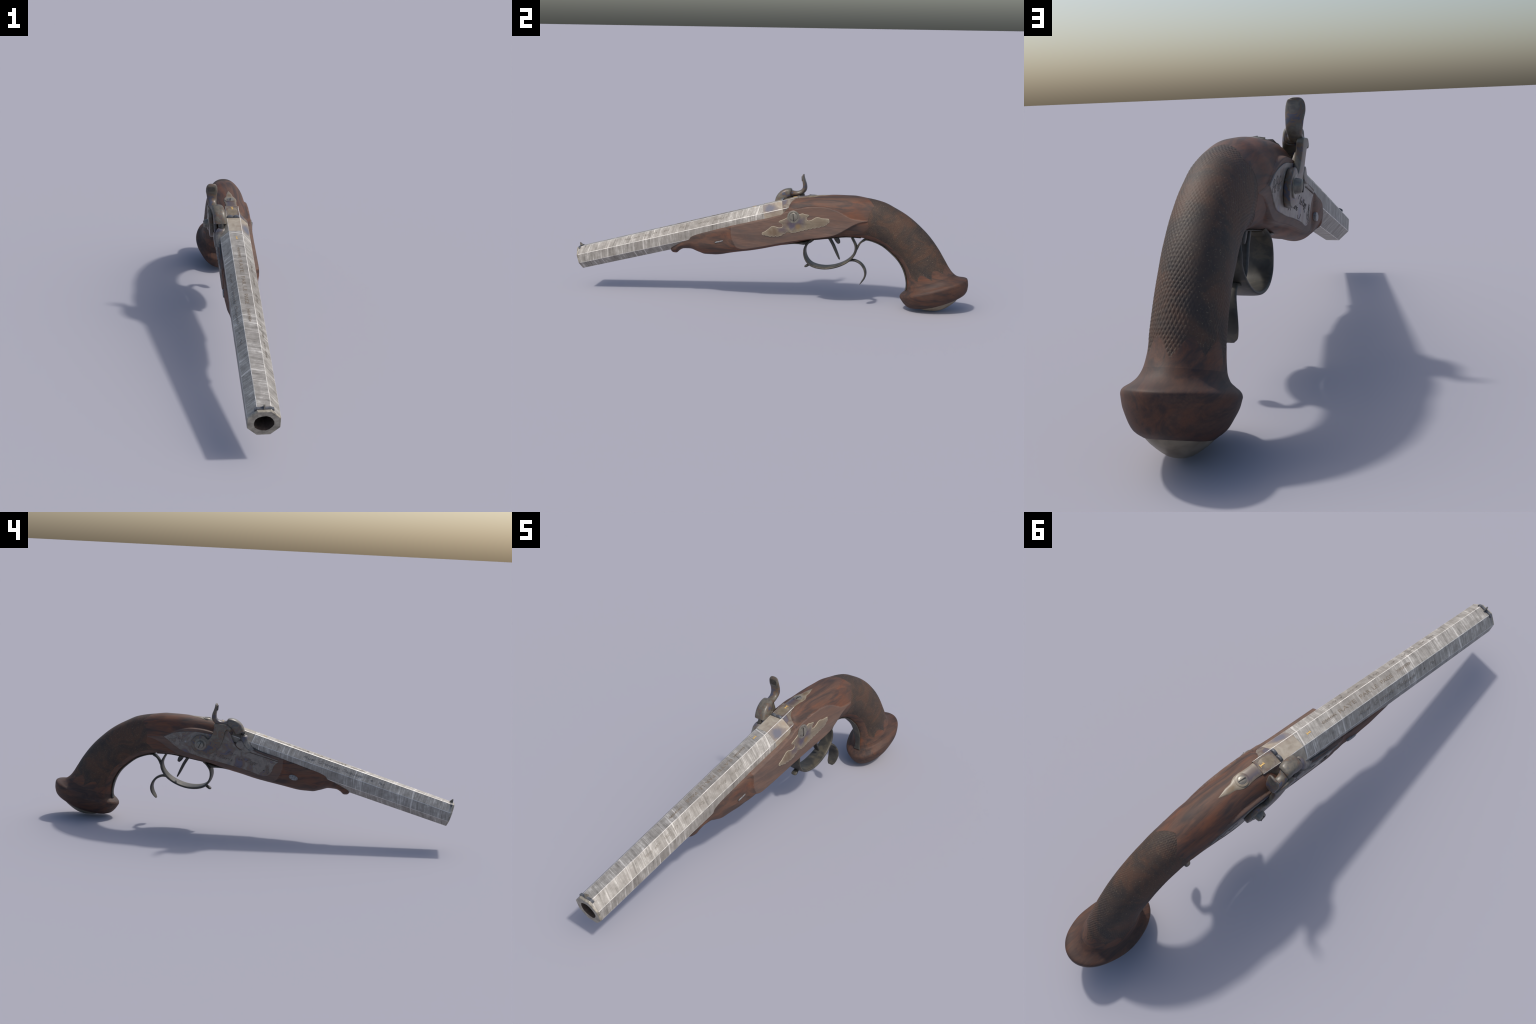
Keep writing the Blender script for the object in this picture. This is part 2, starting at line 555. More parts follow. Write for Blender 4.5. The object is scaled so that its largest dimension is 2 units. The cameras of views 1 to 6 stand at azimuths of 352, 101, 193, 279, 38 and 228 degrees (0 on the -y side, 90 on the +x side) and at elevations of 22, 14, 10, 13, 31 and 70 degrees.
def build_breech():
    def ring(s):
        """octagon whose flanks die into the wood behind the breech"""
        o = octagon(s)
        f = np.clip((s - 1.136) / 0.052, 0, 1)
        w, h, tw, sh = barrel_size(s)
        k = np.clip((np.abs(o[:, 0]) - tw) / (w - tw), 0, 1)
        o[:, 0] -= np.sign(o[:, 0]) * k * (w - tw) * f
        return o
    def piece(name, S, mat, parent):
        V, F = loft([ring(s) for s in S])
        idx = [1 if j % 2 == 0 else 0 for i in range(len(S) - 1) for j in range(16)] + [0, 0]
        return make(name, V, F, [mat, PALE_EDGE], parent, idx, 12)
    br = piece("breech_plug", np.linspace(PLUG_S + 0.0004, 1.1150, 10), BREECH_METAL, barrel)
    piece("tang_root", np.linspace(1.1156, 1.196, 16), TANG_DARK, br)
    return br

breech = build_breech()

# sights
def build_front_sight():
    s = 0.0135
    w, h, tw, sh = barrel_size(s)
    A = np.array([[1, 0, 0], [0, AX[0], AX[1]], [0, AN[0], AN[1]]])
    parts = []
    prof = [(-0.0345, -0.006), (-0.033, 0.0000), (-0.024, 0.0045), (0.024, 0.0045), (0.033, 0.0000),
            (0.0345, -0.006), (0.030, -0.009), (-0.030, -0.009)]
    r0 = [barrel_point(s - 0.0045, a, h + b) for a, b in prof]
    r1 = [barrel_point(s + 0.0045, a, h + b) for a, b in prof]
    ob = make("front_sight", *loft([r0, r1]), BLUED, barrel, angle=20)
    blade = [(-0.006, 0.003), (-0.003, 0.0190), (0.0, 0.0205), (0.004, 0.016), (0.012, 0.003)]
    rb = [[barrel_point(s + a, -0.0022 * k, h + b) for a, b in blade] for k in (1,)]
    rc = [[barrel_point(s + a, 0.0022, h + b) for a, b in blade]]
    make("sight_blade", *loft(rb + rc), SCREW, ob, angle=20)
build_front_sight()

def build_rear_sight():
    s = 1.1135
    w, h, tw, sh = barrel_size(s)
    parts = []
    base = box(barrel_point(s, -0.001, h - 0.001), (0.027, 0.0035, 0.003),
               [[1, 0, 0], [0, AX[0], AX[1]], [0, AN[0], AN[1]]])
    parts.append(base)
    for sx in (-1, 1):
        t = np.linspace(0, math.pi, 13)
        prof = [(-0.0005 + sx * (0.0138 + 0.0132 * math.cos(a)), -0.002 + 0.0115 * math.sin(a) ** 0.8) for a in t]
        rings = [[barrel_point(s + d, x * 1.0, h + z * q) for x, z in prof]
                 for d, q in ((-0.006, 0.55), (-0.0045, 0.9), (0.0, 1.0), (0.0045, 0.9), (0.006, 0.55))]
        parts.append(loft(rings))
    make("rear_sight", *merge(parts), BLUED, barrel, angle=40)
build_rear_sight()

# lettering on the barrel (reads from breech towards muzzle)
def barrel_engravings():
    axis3 = np.array([0, AX[0], AX[1]])
    n3 = np.array([0, AN[0], AN[1]])
    X = np.array([1.0, 0, 0])
    # top facet
    def top(y):                            # s for a given y on the top facet
        return (y - MUZ[0]) / AX[0]
    def words(text, s0, s1, height):
        s = s0
        w, h, tw, sh = barrel_size(s)
        return lettering(text, barrel_point(s0, -height * 0.5, h + 0.0002), -axis3, X, height, abs(s1 - s0))
    return words, top, axis3, n3, X
words, top_s, axis3, n3, X3 = barrel_engravings()

parts = [words("RAYE", *W, 0.0150) for W in [(0.820, 0.738)]]
parts += [words("PAR.", 0.714, 0.660, 0.0150), words("LE", 0.650, 0.626, 0.0150),
          words("PAGE", 0.607, 0.548, 0.0150)]
make("maker_inscription", *merge(parts), ENGRAVED, barrel)

def laurel(s0, s1, flip):
    h = barrel_size((s0 + s1) / 2)[1] + 0.0002
    parts = [box(barrel_point((s0 + s1) / 2, 0, h), (0.0006, abs(s1 - s0) / 2, 0.0003),
                 [X3, axis3, n3])]
    k = 9
    for i in range(k):
        s = s0 + (s1 - s0) * (i + 0.5) / k
        for sx in (-1, 1):
            d = axis3 * flip * 0.8 + X3 * sx * 0.7
            d /= np.linalg.norm(d)
            c = barrel_point(s, 0, h) + d * 0.0042
            parts.append(box(c, (0.0044, 0.0010, 0.0003), [d, np.cross(n3, d), n3]))
    return merge(parts)
make("laurel_sprig", *laurel(0.836, 0.905, -1), ENGRAVED, barrel)
make("laurel_sprig", *laurel(0.449, 0.520, 1), ENGRAVED, barrel)

def facet_script(side, text, s0, s1, height):
    """Italic script on the upper slanting facet of one side."""
    w, h, tw, sh = barrel_size((s0 + s1) / 2)
    mid = np.array([(w + tw) / 2 * side, (h + sh) / 2])
    up2 = np.array([(tw - w) * side, h - sh]) if side < 0 else np.array([(w - tw), sh - h])
    up2 = up2 / np.linalg.norm(up2)
    up3 = up2[0] * X3 + up2[1] * n3
    out2 = np.array([(h - sh) * side, (w - tw)])
    out2 = out2 / np.linalg.norm(out2)
    o = barrel_point(s0, *(mid - up2 * height * 0.5 + out2 * 0.0003))
    return lettering(text, o, -axis3, up3, height, abs(s1 - s0), shear=0.45, thin=0.012)
make("script_inscription", *merge([facet_script(-1, "Rue", 0.757, 0.700, 0.014),
                                   facet_script(-1, "Grenadu", 0.679, 0.571, 0.015),
                                   facet_script(-1, "Delaunds", 0.559, 0.456, 0.015),
                                   facet_script(-1, "a", 0.415, 0.403, 0.010),
                                   facet_script(-1, "Par", 0.375, 0.344, 0.012)]), ENGRAVED_FAINT, barrel)
make("script_inscription", *merge([facet_script(1, "a Paris", 0.829, 0.756, 0.012),
                                   facet_script(1, "Arquer", 0.734, 0.671, 0.013),
                                   facet_script(1, "du Roy", 0.625, 0.567, 0.014),
                                   facet_script(1, "rue", 0.515, 0.485, 0.012), facet_script(1, "Le", 0.449, 0.424, 0.013),
                                   facet_script(1, "Comp", 0.412, 0.375, 0.014),
                                   facet_script(1, "acier", 0.354, 0.318, 0.012), facet_script(1, "fondu", 0.306, 0.270, 0.012)]),
     ENGRAVED_FAINT, barrel)

def gold_one(c, right, up, nrm, k=1.0):
    right, up, nrm = (np.asarray(a, float) / np.linalg.norm(a) for a in (right, up, nrm))
    P = [(0.0, 0.0, 0.0020, 0.0085), (0.0, -0.0085, 0.0058, 0.0011), (0.0, 0.0085, 0.0030, 0.0010)]
    parts = [box(np.asarray(c) + right * a * k + up * b * k, (hw * k, hh * k, 0.0006), [right, up, nrm])
             for a, b, hw, hh in P]
    d = right * 0.7 + up * 0.7
    parts.append(box(np.asarray(c) - right * 0.003 * k + up * 0.0065 * k, (0.0028 * k, 0.0010 * k, 0.0006),
                     [d, np.cross(nrm, d), nrm]))
    return merge(parts)
make("inlaid_numeral", *gold_one(barrel_point(0.966, 0.0, barrel_size(0.966)[1] + 0.0004), -X3, -axis3, n3, 0.9),
     GOLD, barrel)

# ------------------------------------------------------------------ stock
# stations: top (y, z), bottom (y, z), half-width, roundness of upper half, of lower half
STATIONS = [
    (-0.4900, 0.2600, -0.4985, 0.2400, 0.0228, 4.0, 1.82),
    (-0.4860, 0.2650, -0.4940, 0.2290, 0.0348, 4.0, 1.82),
    (-0.4780, 0.2720, -0.4840, 0.2212, 0.0398, 4.0, 1.82),
    (-0.4620, 0.2820, -0.4700, 0.2205, 0.0448, 4.5, 1.82),
    (-0.4450, 0.2930, -0.4520, 0.2345, 0.0498, 5.0, 1.82),
    (-0.4200, 0.3080, -0.4300, 0.2445, 0.0548, 6.0, 1.82),
    (-0.3850, 0.3260, -0.3950, 0.2465, 0.0603, 8.0, 1.82),
    (-0.3450, 0.3400, -0.3500, 0.2320, 0.0633, 8.0, 1.82),
    (-0.3100, 0.3495, -0.3150, 0.2220, 0.0658, 8.0, 1.82),
    (-0.2700, 0.3605, -0.2700, 0.2225, 0.0678, 8.0, 1.82),
    (-0.1700, 0.3875, -0.1650, 0.2425, 0.0760, 8.0, 2.55),
    (-0.0600, 0.4165, -0.0500, 0.2630, 0.0795, 8.0, 2.55),
    (0.0400, 0.4435, 0.0500, 0.2870, 0.0795, 8.0, 2.55),
    (0.0800, 0.4600, 0.0950, 0.2970, 0.0795, 5.0, 2.55),
    (0.1050, 0.4930, 0.1250, 0.3050, 0.0795, 3.4, 2.55),
    (0.1350, 0.5280, 0.1500, 0.3105, 0.0795, 2.6, 2.55),
    (0.1800, 0.5400, 0.2000, 0.3220, 0.0795, 2.4, 2.10),
    (0.2600, 0.5480, 0.2600, 0.3320, 0.0795, 2.3, 2.10),
    (0.3400, 0.5550, 0.3300, 0.3435, 0.0795, 2.2, 2.10),
    (0.4200, 0.5555, 0.4000, 0.3525, 0.0790, 2.2, 2.10),
    (0.5000, 0.5455, 0.4600, 0.3520, 0.0750, 2.2, 2.10),
    (0.5700, 0.5310, 0.5000, 0.3440, 0.0730, 2.2, 1.75),
    (0.6300, 0.5045, 0.5350, 0.3350, 0.0715, 2.2, 1.75),
    (0.6900, 0.4700, 0.5750, 0.3180, 0.0708, 2.2, 1.75),
    (0.7450, 0.4270, 0.6150, 0.2880, 0.0704, 2.2, 1.75),
    (0.8000, 0.3720, 0.6550, 0.2510, 0.0700, 2.2, 1.75),
    (0.8450, 0.3130, 0.6800, 0.2130, 0.0698, 2.2, 1.75),
    (0.8800, 0.2580, 0.6950, 0.1760, 0.0702, 2.2, 1.75),
    (0.9050, 0.2180, 0.7020, 0.1420, 0.0720, 2.0, 1.75),
    (0.9250, 0.1950, 0.7030, 0.1160, 0.0750, 2.0, 1.75),
    (0.9450, 0.1810, 0.7000, 0.1010, 0.0815, 2.0, 1.75),
    (0.9670, 0.1755, 0.6850, 0.0870, 0.0900, 2.1, 1.97),
    (0.9850, 0.1745, 0.6740, 0.0760, 0.0990, 2.1, 1.97),
    (0.9925, 0.1720, 0.6712, 0.0695, 0.1030, 2.1, 1.97),
    (0.9955, 0.1660, 0.6710, 0.0640, 0.1045, 2.1, 1.97),
    (0.9972, 0.1570, 0.6730, 0.0592, 0.1032, 2.1, 1.97),
    (0.9985, 0.1420, 0.6780, 0.0510, 0.1005, 2.1, 1.97),
    (0.9960, 0.1180, 0.6900, 0.0345, 0.0915, 2.1, 1.97),
    (0.9865, 0.0975, 0.7120, 0.0160, 0.0800, 2.1, 1.97),
    (0.9680, 0.0820, 0.7360, 0.0100, 0.0680, 2.1, 1.97),
    (0.9520, 0.0740, 0.7800, 0.0110, 0.0580, 2.1, 1.97),
    (0.9000, 0.0500, 0.8200, 0.0260, 0.0300, 2.1, 2.10),
]

# flat raised panel that carries the lock (left) and the side plate (right), outline in (y, z)
PANEL = catmull([(-0.172, 0.345), (-0.158, 0.300), (-0.132, 0.272), (-0.066, 0.277), (0.139, 0.324),
                 (0.290, 0.352), (0.348, 0.366), (0.387, 0.387), (0.426, 0.414), (0.464, 0.434),
                 (0.505, 0.445), (0.474, 0.449), (0.424, 0.456), (0.394, 0.470), (0.348, 0.492),
                 (0.293, 0.505), (0.223, 0.503), (0.148, 0.487), (0.085, 0.466), (0.0, 0.450),
                 (-0.10, 0.420), (-0.166, 0.392)], 6, closed=True)

def signed_dist(px, py, poly):
    """positive inside the polygon"""
    best = np.full(px.shape, 1e9)
    inside = np.zeros(px.shape, bool)
    n = len(poly)
    for i in range(n):
        ax, ay = poly[i]
        bx, by = poly[(i + 1) % n]
        dx, dy = bx - ax, by - ay
        t = np.clip(((px - ax) * dx + (py - ay) * dy) / (dx * dx + dy * dy + 1e-12), 0, 1)
        best = np.minimum(best, np.hypot(px - ax - t * dx, py - ay - t * dy))
        c = ((ay > py) != (by > py))
        xi = ax + (py - ay) * dx / (dy if abs(dy) > 1e-12 else 1e-12)
        inside ^= c & (px < xi)
    return np.where(inside, best, -best)

def value_noise(seed, scale):
    """Cheap smooth 3-D noise: a sum of random plane waves."""
    r = np.random.default_rng(seed)
    K = r.normal(size=(14, 3)) * scale
    ph = r.uniform(0, 6.28, 14)
    return lambda P: sum(np.sin(P @ k + p) for k, p in zip(K, ph)) / 14

def panel_plane(side, z):
    """x of the flat panel at height z: the lock side slopes in towards the belly."""
    z = np.asarray(z, float)
    if side > 0:
        return 0.0815 - 0.10 * np.maximum(0, 0.35 - z)
    return np.minimum(-0.0795 + 0.085 * (0.47 - z), -0.0672)

NCOL = 360

def build_stock():
    S = np.array(STATIONS)
    top, bot = S[:, 0:2], S[:, 2:4]
    step = np.maximum(np.linalg.norm(np.diff(top, axis=0), axis=1), np.linalg.norm(np.diff(bot, axis=0), axis=1))
    arc = np.concatenate([[0], np.cumsum(step)])
    i_grip0, i_grip1 = 19, 31               # finely meshed between these stations (checkering)
    q = np.concatenate([np.arange(arc[0], arc[i_grip0], 0.0042),
                        np.arange(arc[i_grip0], arc[i_grip1], 0.00145),
                        np.arange(arc[i_grip1], arc[-1], 0.0020), [arc[-1]]])
    I = pchip(arc, S, q)
    rows = len(q)
    # angular samples, denser spread so that superellipse corners stay even
    t = np.linspace(0, 2 * np.pi, NCOL, endpoint=False)     # 0 = top, quarter = +x side
    V = np.zeros((rows, NCOL, 3))
    HG = np.zeros((rows, NCOL))
    for r in range(rows):
        ty, tz, by, bz, hw, et, eb = I[r]
        c, s = np.cos(t), np.sin(t)
        # evenly spaced by true angle of an ellipse-like radius
        e = np.where(c >= 0, et, eb)
        rad = (np.abs(c) ** e + np.abs(s) ** e) ** (-1 / e)
        hgt, wid = rad * c, rad * s
        k = (hgt + 1) / 2
        HG[r] = hgt
        V[r, :, 0] = wid * hw
        V[r, :, 1] = by + (ty - by) * k
        V[r, :, 2] = bz + (tz - bz) * k
    # raised flat panels
    Y, Z = V[..., 1], V[..., 2]
    sd = signed_dist(Y, Z, PANEL)
    m = np.clip(sd / 0.006 + 0.35, 0, 1)
    m = m * m * (3 - 2 * m)
    for side in (1, -1):
        tgt = panel_plane(side, Z)
        sel = (V[..., 0] * side > 0.03) & (HG < 0.93)
        base = V[..., 0]
        new = base + (tgt - base) * m
        V[..., 0] = np.where(sel, new, base)
        if side < 0:                         # around the lock the wood also follows the slope
            w = np.clip((Y + 0.26) / 0.08, 0, 1) * np.clip((0.50 - Y) / 0.08, 0, 1)
            lim = np.maximum(V[..., 0], tgt + 0.004 * (1 - m))
            V[..., 0] = np.where(V[..., 0] < -0.03, V[..., 0] + (lim - V[..., 0]) * w, V[..., 0])
    # slight hollow just in front of the panel's rounded nose
    hollow = np.exp(-((Y + 0.195) / 0.022) ** 2) * np.clip((np.abs(V[..., 0]) - 0.03) / 0.03, 0, 1)
    V[..., 0] *= 1 - 0.05 * hollow * (sd < 0)
    # arc-length coordinates for the checkering
    mid = V.mean(axis=1)
    u = np.concatenate([[0], np.cumsum(np.linalg.norm(np.diff(mid, axis=0), axis=1))])
    dv = np.linalg.norm(np.diff(np.concatenate([V, V[:, :1]], 1), axis=1), axis=2)
    v = np.concatenate([np.zeros((rows, 1)), np.cumsum(dv, axis=1)[:, :-1]], 1)
    per = dv.sum(axis=1)[:, None]
    v = np.minimum(v, per - v)               # distance from the top ridge, both sides alike
    g0 = np.interp(arc[20], q, u)
    g1 = np.interp(arc[28], q, u)
    U = np.repeat(u[:, None], NCOL, 1)
    frac = v / (per / 2)                     # 0 top ridge .. 1 belly
    front = g0 + 0.012 + 0.030 * np.sin(np.clip(frac, 0, 1) * math.pi) - 0.020 * np.abs(np.cos(frac * 7.5))
    rear = g1 - 0.022 + 0.034 * (1 - np.abs(np.sin(math.pi * v / 0.066))) * (1 + 0.25 * np.sin(v * 60))
    d_in = np.minimum(np.minimum(U - front, rear - U), (0.80 - frac) * per / 2)
    # normals of the smooth form
    du = np.gradient(V, axis=0)
    dw = (np.roll(V, -1, 1) - np.roll(V, 1, 1))
    Nn = np.cross(du, dw)
    Nn /= np.linalg.norm(Nn, axis=2)[..., None] + 1e-12
    out = V - mid[:, None]
    Nn *= np.sign((Nn * out).sum(-1))[..., None]
    # diamond checkering: two crossing families of V-grooves
    pitch = 0.0068
    wob = 0.005 * value_noise(17, 30)(V.reshape(-1, 3)).reshape(rows, NCOL)
    sv = v * np.sign(V[..., 0] + 1e-9)
    a = (U * 0.46 + sv * 0.88 + wob) / pitch
    b = (U * 0.46 - sv * 0.88 + wob) / pitch
    tri = lambda w: np.abs((w % 1.0) - 0.5) * 2
    diamond = np.minimum(1 - tri(a), 1 - tri(b))
    edge = np.clip(d_in / 0.003, 0, 1)
    wear = value_noise(3, 14)
    worn = np.clip(0.62 + 2.2 * wear(V.reshape(-1, 3)).reshape(rows, NCOL), 0.12, 1.0)

    relief = edge * (-0.0009 + 0.0014 * np.clip(diamond * 1.6, 0, 1) * worn)
    lump = value_noise(9, 32)
    relief += np.where(Z < 0.20, 0.0017, 0.0010) * lump(V.reshape(-1, 3)).reshape(rows, NCOL)
    V = V + Nn * relief[..., None]
    # assemble one surface, then split it into named regions
    idx = np.arange(rows * NCOL).reshape(rows, NCOL)
    P = settle(V.reshape(-1, 3))
    faces, region = [], []
    check = d_in > 0
    i28 = int(np.searchsorted(q, arc[29]))
    i_fore = int(np.searchsorted(q, arc[9] + 0.097))
    fmat = []
    for r in range(rows - 1):
        for c in range(NCOL):
            c2 = (c + 1) % NCOL
            faces.append((idx[r, c], idx[r, c2], idx[r + 1, c2], idx[r + 1, c]))
            on_panel = sd[r, c] > 0.0005 and abs(V[r, c, 0]) > 0.05
            if check[r, c] and check[r + 1, c]:
                region.append(2)
                fmat.append(CHECKERED)
            elif r >= i28:
                region.append(3)
                fmat.append(WOOD_BUTT)
            elif r < i_fore and not on_panel:
                region.append(0)
                fmat.append(WOOD)
            else:
                region.append(1)
                fmat.append(WOOD_PANEL if on_panel else WOOD)
    caps = [tuple(idx[0, ::-1]), tuple(idx[-1])]
    faces += caps
    region += [0, 3]
    fmat += [WOOD, WOOD_BUTT]
    me = bpy.data.meshes.new("stock_surface")
    me.from_pydata(P.tolist(), [], [tuple(int(i) for i in f) for f in faces])
    me.update()
    bm = bmesh.new()
    bm.from_mesh(me)
    bmesh.ops.recalc_face_normals(bm, faces=bm.faces)
    bm.to_mesh(me)
    bm.free()
    for p in me.polygons:
        p.use_smooth = True
    me.update()
    nrm = np.zeros(len(P) * 3)
    me.vertex_normals.foreach_get("vector", nrm)
    nrm = nrm.reshape(-1, 3)
    F = [tuple(p.vertices) for p in me.polygons]
    bpy.data.meshes.remove(me)
    region = np.array(region)
    holder = None
    for k, name in ((1, "stock"), (0, "fore_end"), (2, "checkered_grip"), (3, "pommel")):
        fs = [i for i in range(len(F)) if region[i] == k]
        used = sorted({int(v_) for i in fs for v_ in F[i]})
        lut = {v_: j for j, v_ in enumerate(used)}
        sub = bpy.data.meshes.new(name)
        sub.from_pydata(P[used].tolist(), [], [tuple(lut[int(v_)] for v_ in F[i]) for i in fs])
        mats = []
        mi = []
        for i in fs:
            mt = fmat[i]
            if mt not in mats:
                mats.append(mt)
            mi.append(mats.index(mt))
        for mt in mats:
            sub.materials.append(mt)
        sub.polygons.foreach_set("material_index", np.array(mi, np.int32))
        for p in sub.polygons:
            p.use_smooth = True
        sub.update()
        sub.normals_split_custom_set_from_vertices([tuple(n) for n in nrm[used]])
        ob = bpy.data.objects.new(name, sub)
        bpy.context.scene.collection.objects.link(ob)
        ob.parent = holder or ROOT
        if name == "stock":
            holder = ob
    return holder, I, q, arc

stock, STI, STQ, STARC = build_stock()
TOP_LINE = np.array([(s[0], s[1]) for s in STATIONS if s[0] < 0.75])
BOT_LINE = np.array([(s[2], s[3]) for s in STATIONS if -0.3 < s[2]])
def top_z(y): return pchip(TOP_LINE[:, 0], TOP_LINE[:, 1], np.atleast_1d(y))

# metal butt cap: a shallow oval boss under the pommel
def build_butt_cap():
    a = np.array([0.956, 0.0745])
    b = np.array([0.772, 0.0105])
    c = (a + b) / 2
    d = (a - b) / 2
    n = np.array([d[1], -d[0]]) / np.linalg.norm(d)       # outward (down and back)
    t = np.linspace(0, 2 * np.pi, 64, endpoint=False)
    prof = [(-0.006, 1.0, 0.060), (0.001, 0.985, 0.058), (0.010, 0.86, 0.0490), (0.018, 0.70, 0.0395),
            (0.0255, 0.53, 0.0300), (0.0315, 0.36, 0.0205), (0.0350, 0.18, 0.0105), (0.0358, 0.03, 0.0020)]
    rings = []
    for h, f, w in prof:
        cc = c + n * h + np.array([0.010, 0.0]) * (1 - f) * -0.6
        yz = cc[None] + np.outer(np.cos(t) * f, d)
        rings.append(np.column_stack([np.sin(t) * w, yz]))
    V, F = loft(rings)
    make("butt_cap", V, F, BRASSY, angle=60)
build_butt_cap()

# grip strap: iron strip let into the belly of the grip
def build_strap():
    ctrl = []
    for y, z in [(0.470, 0.327), (0.485, 0.3405), (0.505, 0.3415), (0.536, 0.334), (0.575, 0.317), (0.614, 0.288), (0.653, 0.2505),
                 (0.678, 0.213), (0.693, 0.176), (0.7005, 0.142), (0.7015, 0.117), (0.698, 0.100)]:
        ctrl.append((y, z, 0.008, 0.017 if y < 0.70 else 0.013))
    make("grip_strap", *ribbon(ctrl, 24, 8, 3.0), GUARD, angle=50)
build_strap()

# ------------------------------------------------------------------ tang
def build_tang():
    Wd = [(0.090, 0.0290), (0.112, 0.0290), (0.130, 0.0265), (0.150, 0.0250), (0.175, 0.0235), (0.200, 0.0245),
          (0.216, 0.0268), (0.232, 0.0262), (0.247, 0.0205), (0.258, 0.0145), (0.268, 0.0130), (0.280, 0.0118),
          (0.297, 0.0075), (0.310, 0.0035), (0.3175, 0.0006)]
    ys = np.linspace(0.090, 0.3175, 90)
    ws = pchip([a for a, _ in Wd], [b for _, b in Wd], ys)
    zs = pchip([0.09, 0.13, 0.18, 0.223, 0.284, 0.364], [0.5222, 0.5348, 0.5426, 0.5469, 0.5520, 0.5565], ys)
    rings = []
    nx = 15
    for y, w, z in zip(ys, ws, zs):
        xs = np.linspace(-1, 1, nx)
        upper = [(w * a, y, z - 4.0 * (w * a) ** 2 - 0.0015 * abs(a) ** 6) for a in xs]
        lower = [(w * a, y, z - 0.016) for a in xs[::-1]]
        rings.append(upper + lower)
    V, F = loft(rings)
    t = make("tang", V, F, BRASSY, angle=40)
    zc = float(np.interp(0.2209, ys, zs))
    slope = math.atan2(np.interp(0.24, ys, zs) - np.interp(0.20, ys, zs), 0.04)
    d = np.array([0, -math.sin(slope), math.cos(slope)])
    o = np.array([0.0, 0.2209, zc])
    make("tang_washer", *turned([(-0.004, 0.0235), (0.0004, 0.0235), (0.0009, 0.0225), (0.0009, 0.014)], o, d), BRASSY, t)
    sc = make("tang_screw", *turned([(-0.004, 0.0155), (0.0012, 0.0155), (0.0022, 0.0140), (0.0028, 0.006), (0.0029, 0.0008)], o, d), SCREW, t)
    make("screw_slot", *box(o + d * 0.0026, (0.0016, 0.0135, 0.0012),
                            [np.array([1.0, -0.08, 0.0]), np.array([0.08, 1.0, 0.0]), d]), SLOT, sc)
    zc = float(np.interp(0.136, ys, zs))
    sl = math.atan2(np.interp(0.156, ys, zs) - np.interp(0.116, ys, zs), 0.04)
    nn = np.array([0, -math.sin(sl), math.cos(sl)])
    make("inlaid_numeral", *gold_one(np.array([0, 0.136, zc + 0.0006]), (-1, 0, 0), (0, -math.cos(sl), -math.sin(sl)), nn, 1.0),
         GOLD, t)
build_tang()

# ------------------------------------------------------------------ side plate (right)
def scallop(p0, p1, n, depth):
    p0, p1 = np.array(p0), np.array(p1)
    d = p1 - p0
    nrm = np.array([d[1], -d[0]]) / np.linalg.norm(d)
    out = []
    for i in range(n):
        for k in range(6):
            f = k / 6
            out.append(p0 + d * (i + f) / n + nrm * depth * (math.sin(f * math.pi) ** 0.8))
    return out

def build_side_plate():
    upper = [(0.318, 0.449), (0.300, 0.450), (0.283, 0.450), (0.268, 0.454), (0.254, 0.453), (0.240, 0.444),
             (0.227, 0.437), (0.214, 0.436), (0.209, 0.446), (0.213, 0.453), (0.221, 0.459), (0.215, 0.464),
             (0.200, 0.465), (0.188, 0.469), (0.172, 0.464), (0.160, 0.462), (0.142, 0.464), (0.122, 0.456), (0.110, 0.444),
             (0.097, 0.436), (0.083, 0.430), (0.073, 0.425), (0.072, 0.418), (0.080, 0.415), (0.089, 0.411),
             (0.091, 0.402), (0.084, 0.395), (0.073, 0.393), (0.060, 0.396), (0.048, 0.399), (0.034, 0.396),
             (0.020, 0.384), (0.004, 0.371), (-0.010, 0.364), (-0.012, 0.357)]
    up = list(catmull(upper, 3))
    low = scallop((-0.012, 0.355), (0.020, 0.348), 2, 0.003) + scallop((0.020, 0.348), (0.076, 0.352), 3, 0.004)
    low += scallop((0.076, 0.352), (0.112, 0.375), 2, 0.0045) + scallop((0.112, 0.375), (0.146, 0.372), 2, 0.003)
    low += scallop((0.146, 0.372), (0.200, 0.389), 3, 0.003) + scallop((0.200, 0.389), (0.300, 0.416), 5, 0.004)
    low += scallop((0.300, 0.416), (0.321, 0.437), 2, 0.003)
    outl = np.array(up + low)
    x = 0.0815
    sp = make("side_plate", *plate(outl, x - 0.003, x + 0.0022, 0.0010), PALE_RIM, angle=40)
    make("side_plate_field", *plate(outl, x - 0.003, x + 0.0026, 0.0003, 0.0022), BRASSY, sp, angle=40)
    o = np.array([x, 0.1433, 0.4495])
    make("screw_cup", *turned([(-0.004, 0.0305), (0.0026, 0.0305), (0.0034, 0.0290), (0.0034, 0.0225), (0.002, 0.021)], o, (1, 0, 0)), SCREW, sp)
    sc = make("side_screw", *turned([(-0.002, 0.0205), (0.0034, 0.0205), (0.0052, 0.0180), (0.0062, 0.0120), (0.0067, 0.0050), (0.0068, 0.0006)], o, (1, 0, 0)), SCREW, sp)
    a = math.radians(6)
    make("screw_slot", *box(o + np.array([0.0060, 0, 0]), (0.0016, 0.0015, 0.0195),
                            [(1, 0, 0), (0, math.cos(a), math.sin(a)), (0, math.sin(-a), math.cos(a))]), SLOT, sc)
build_side_plate()

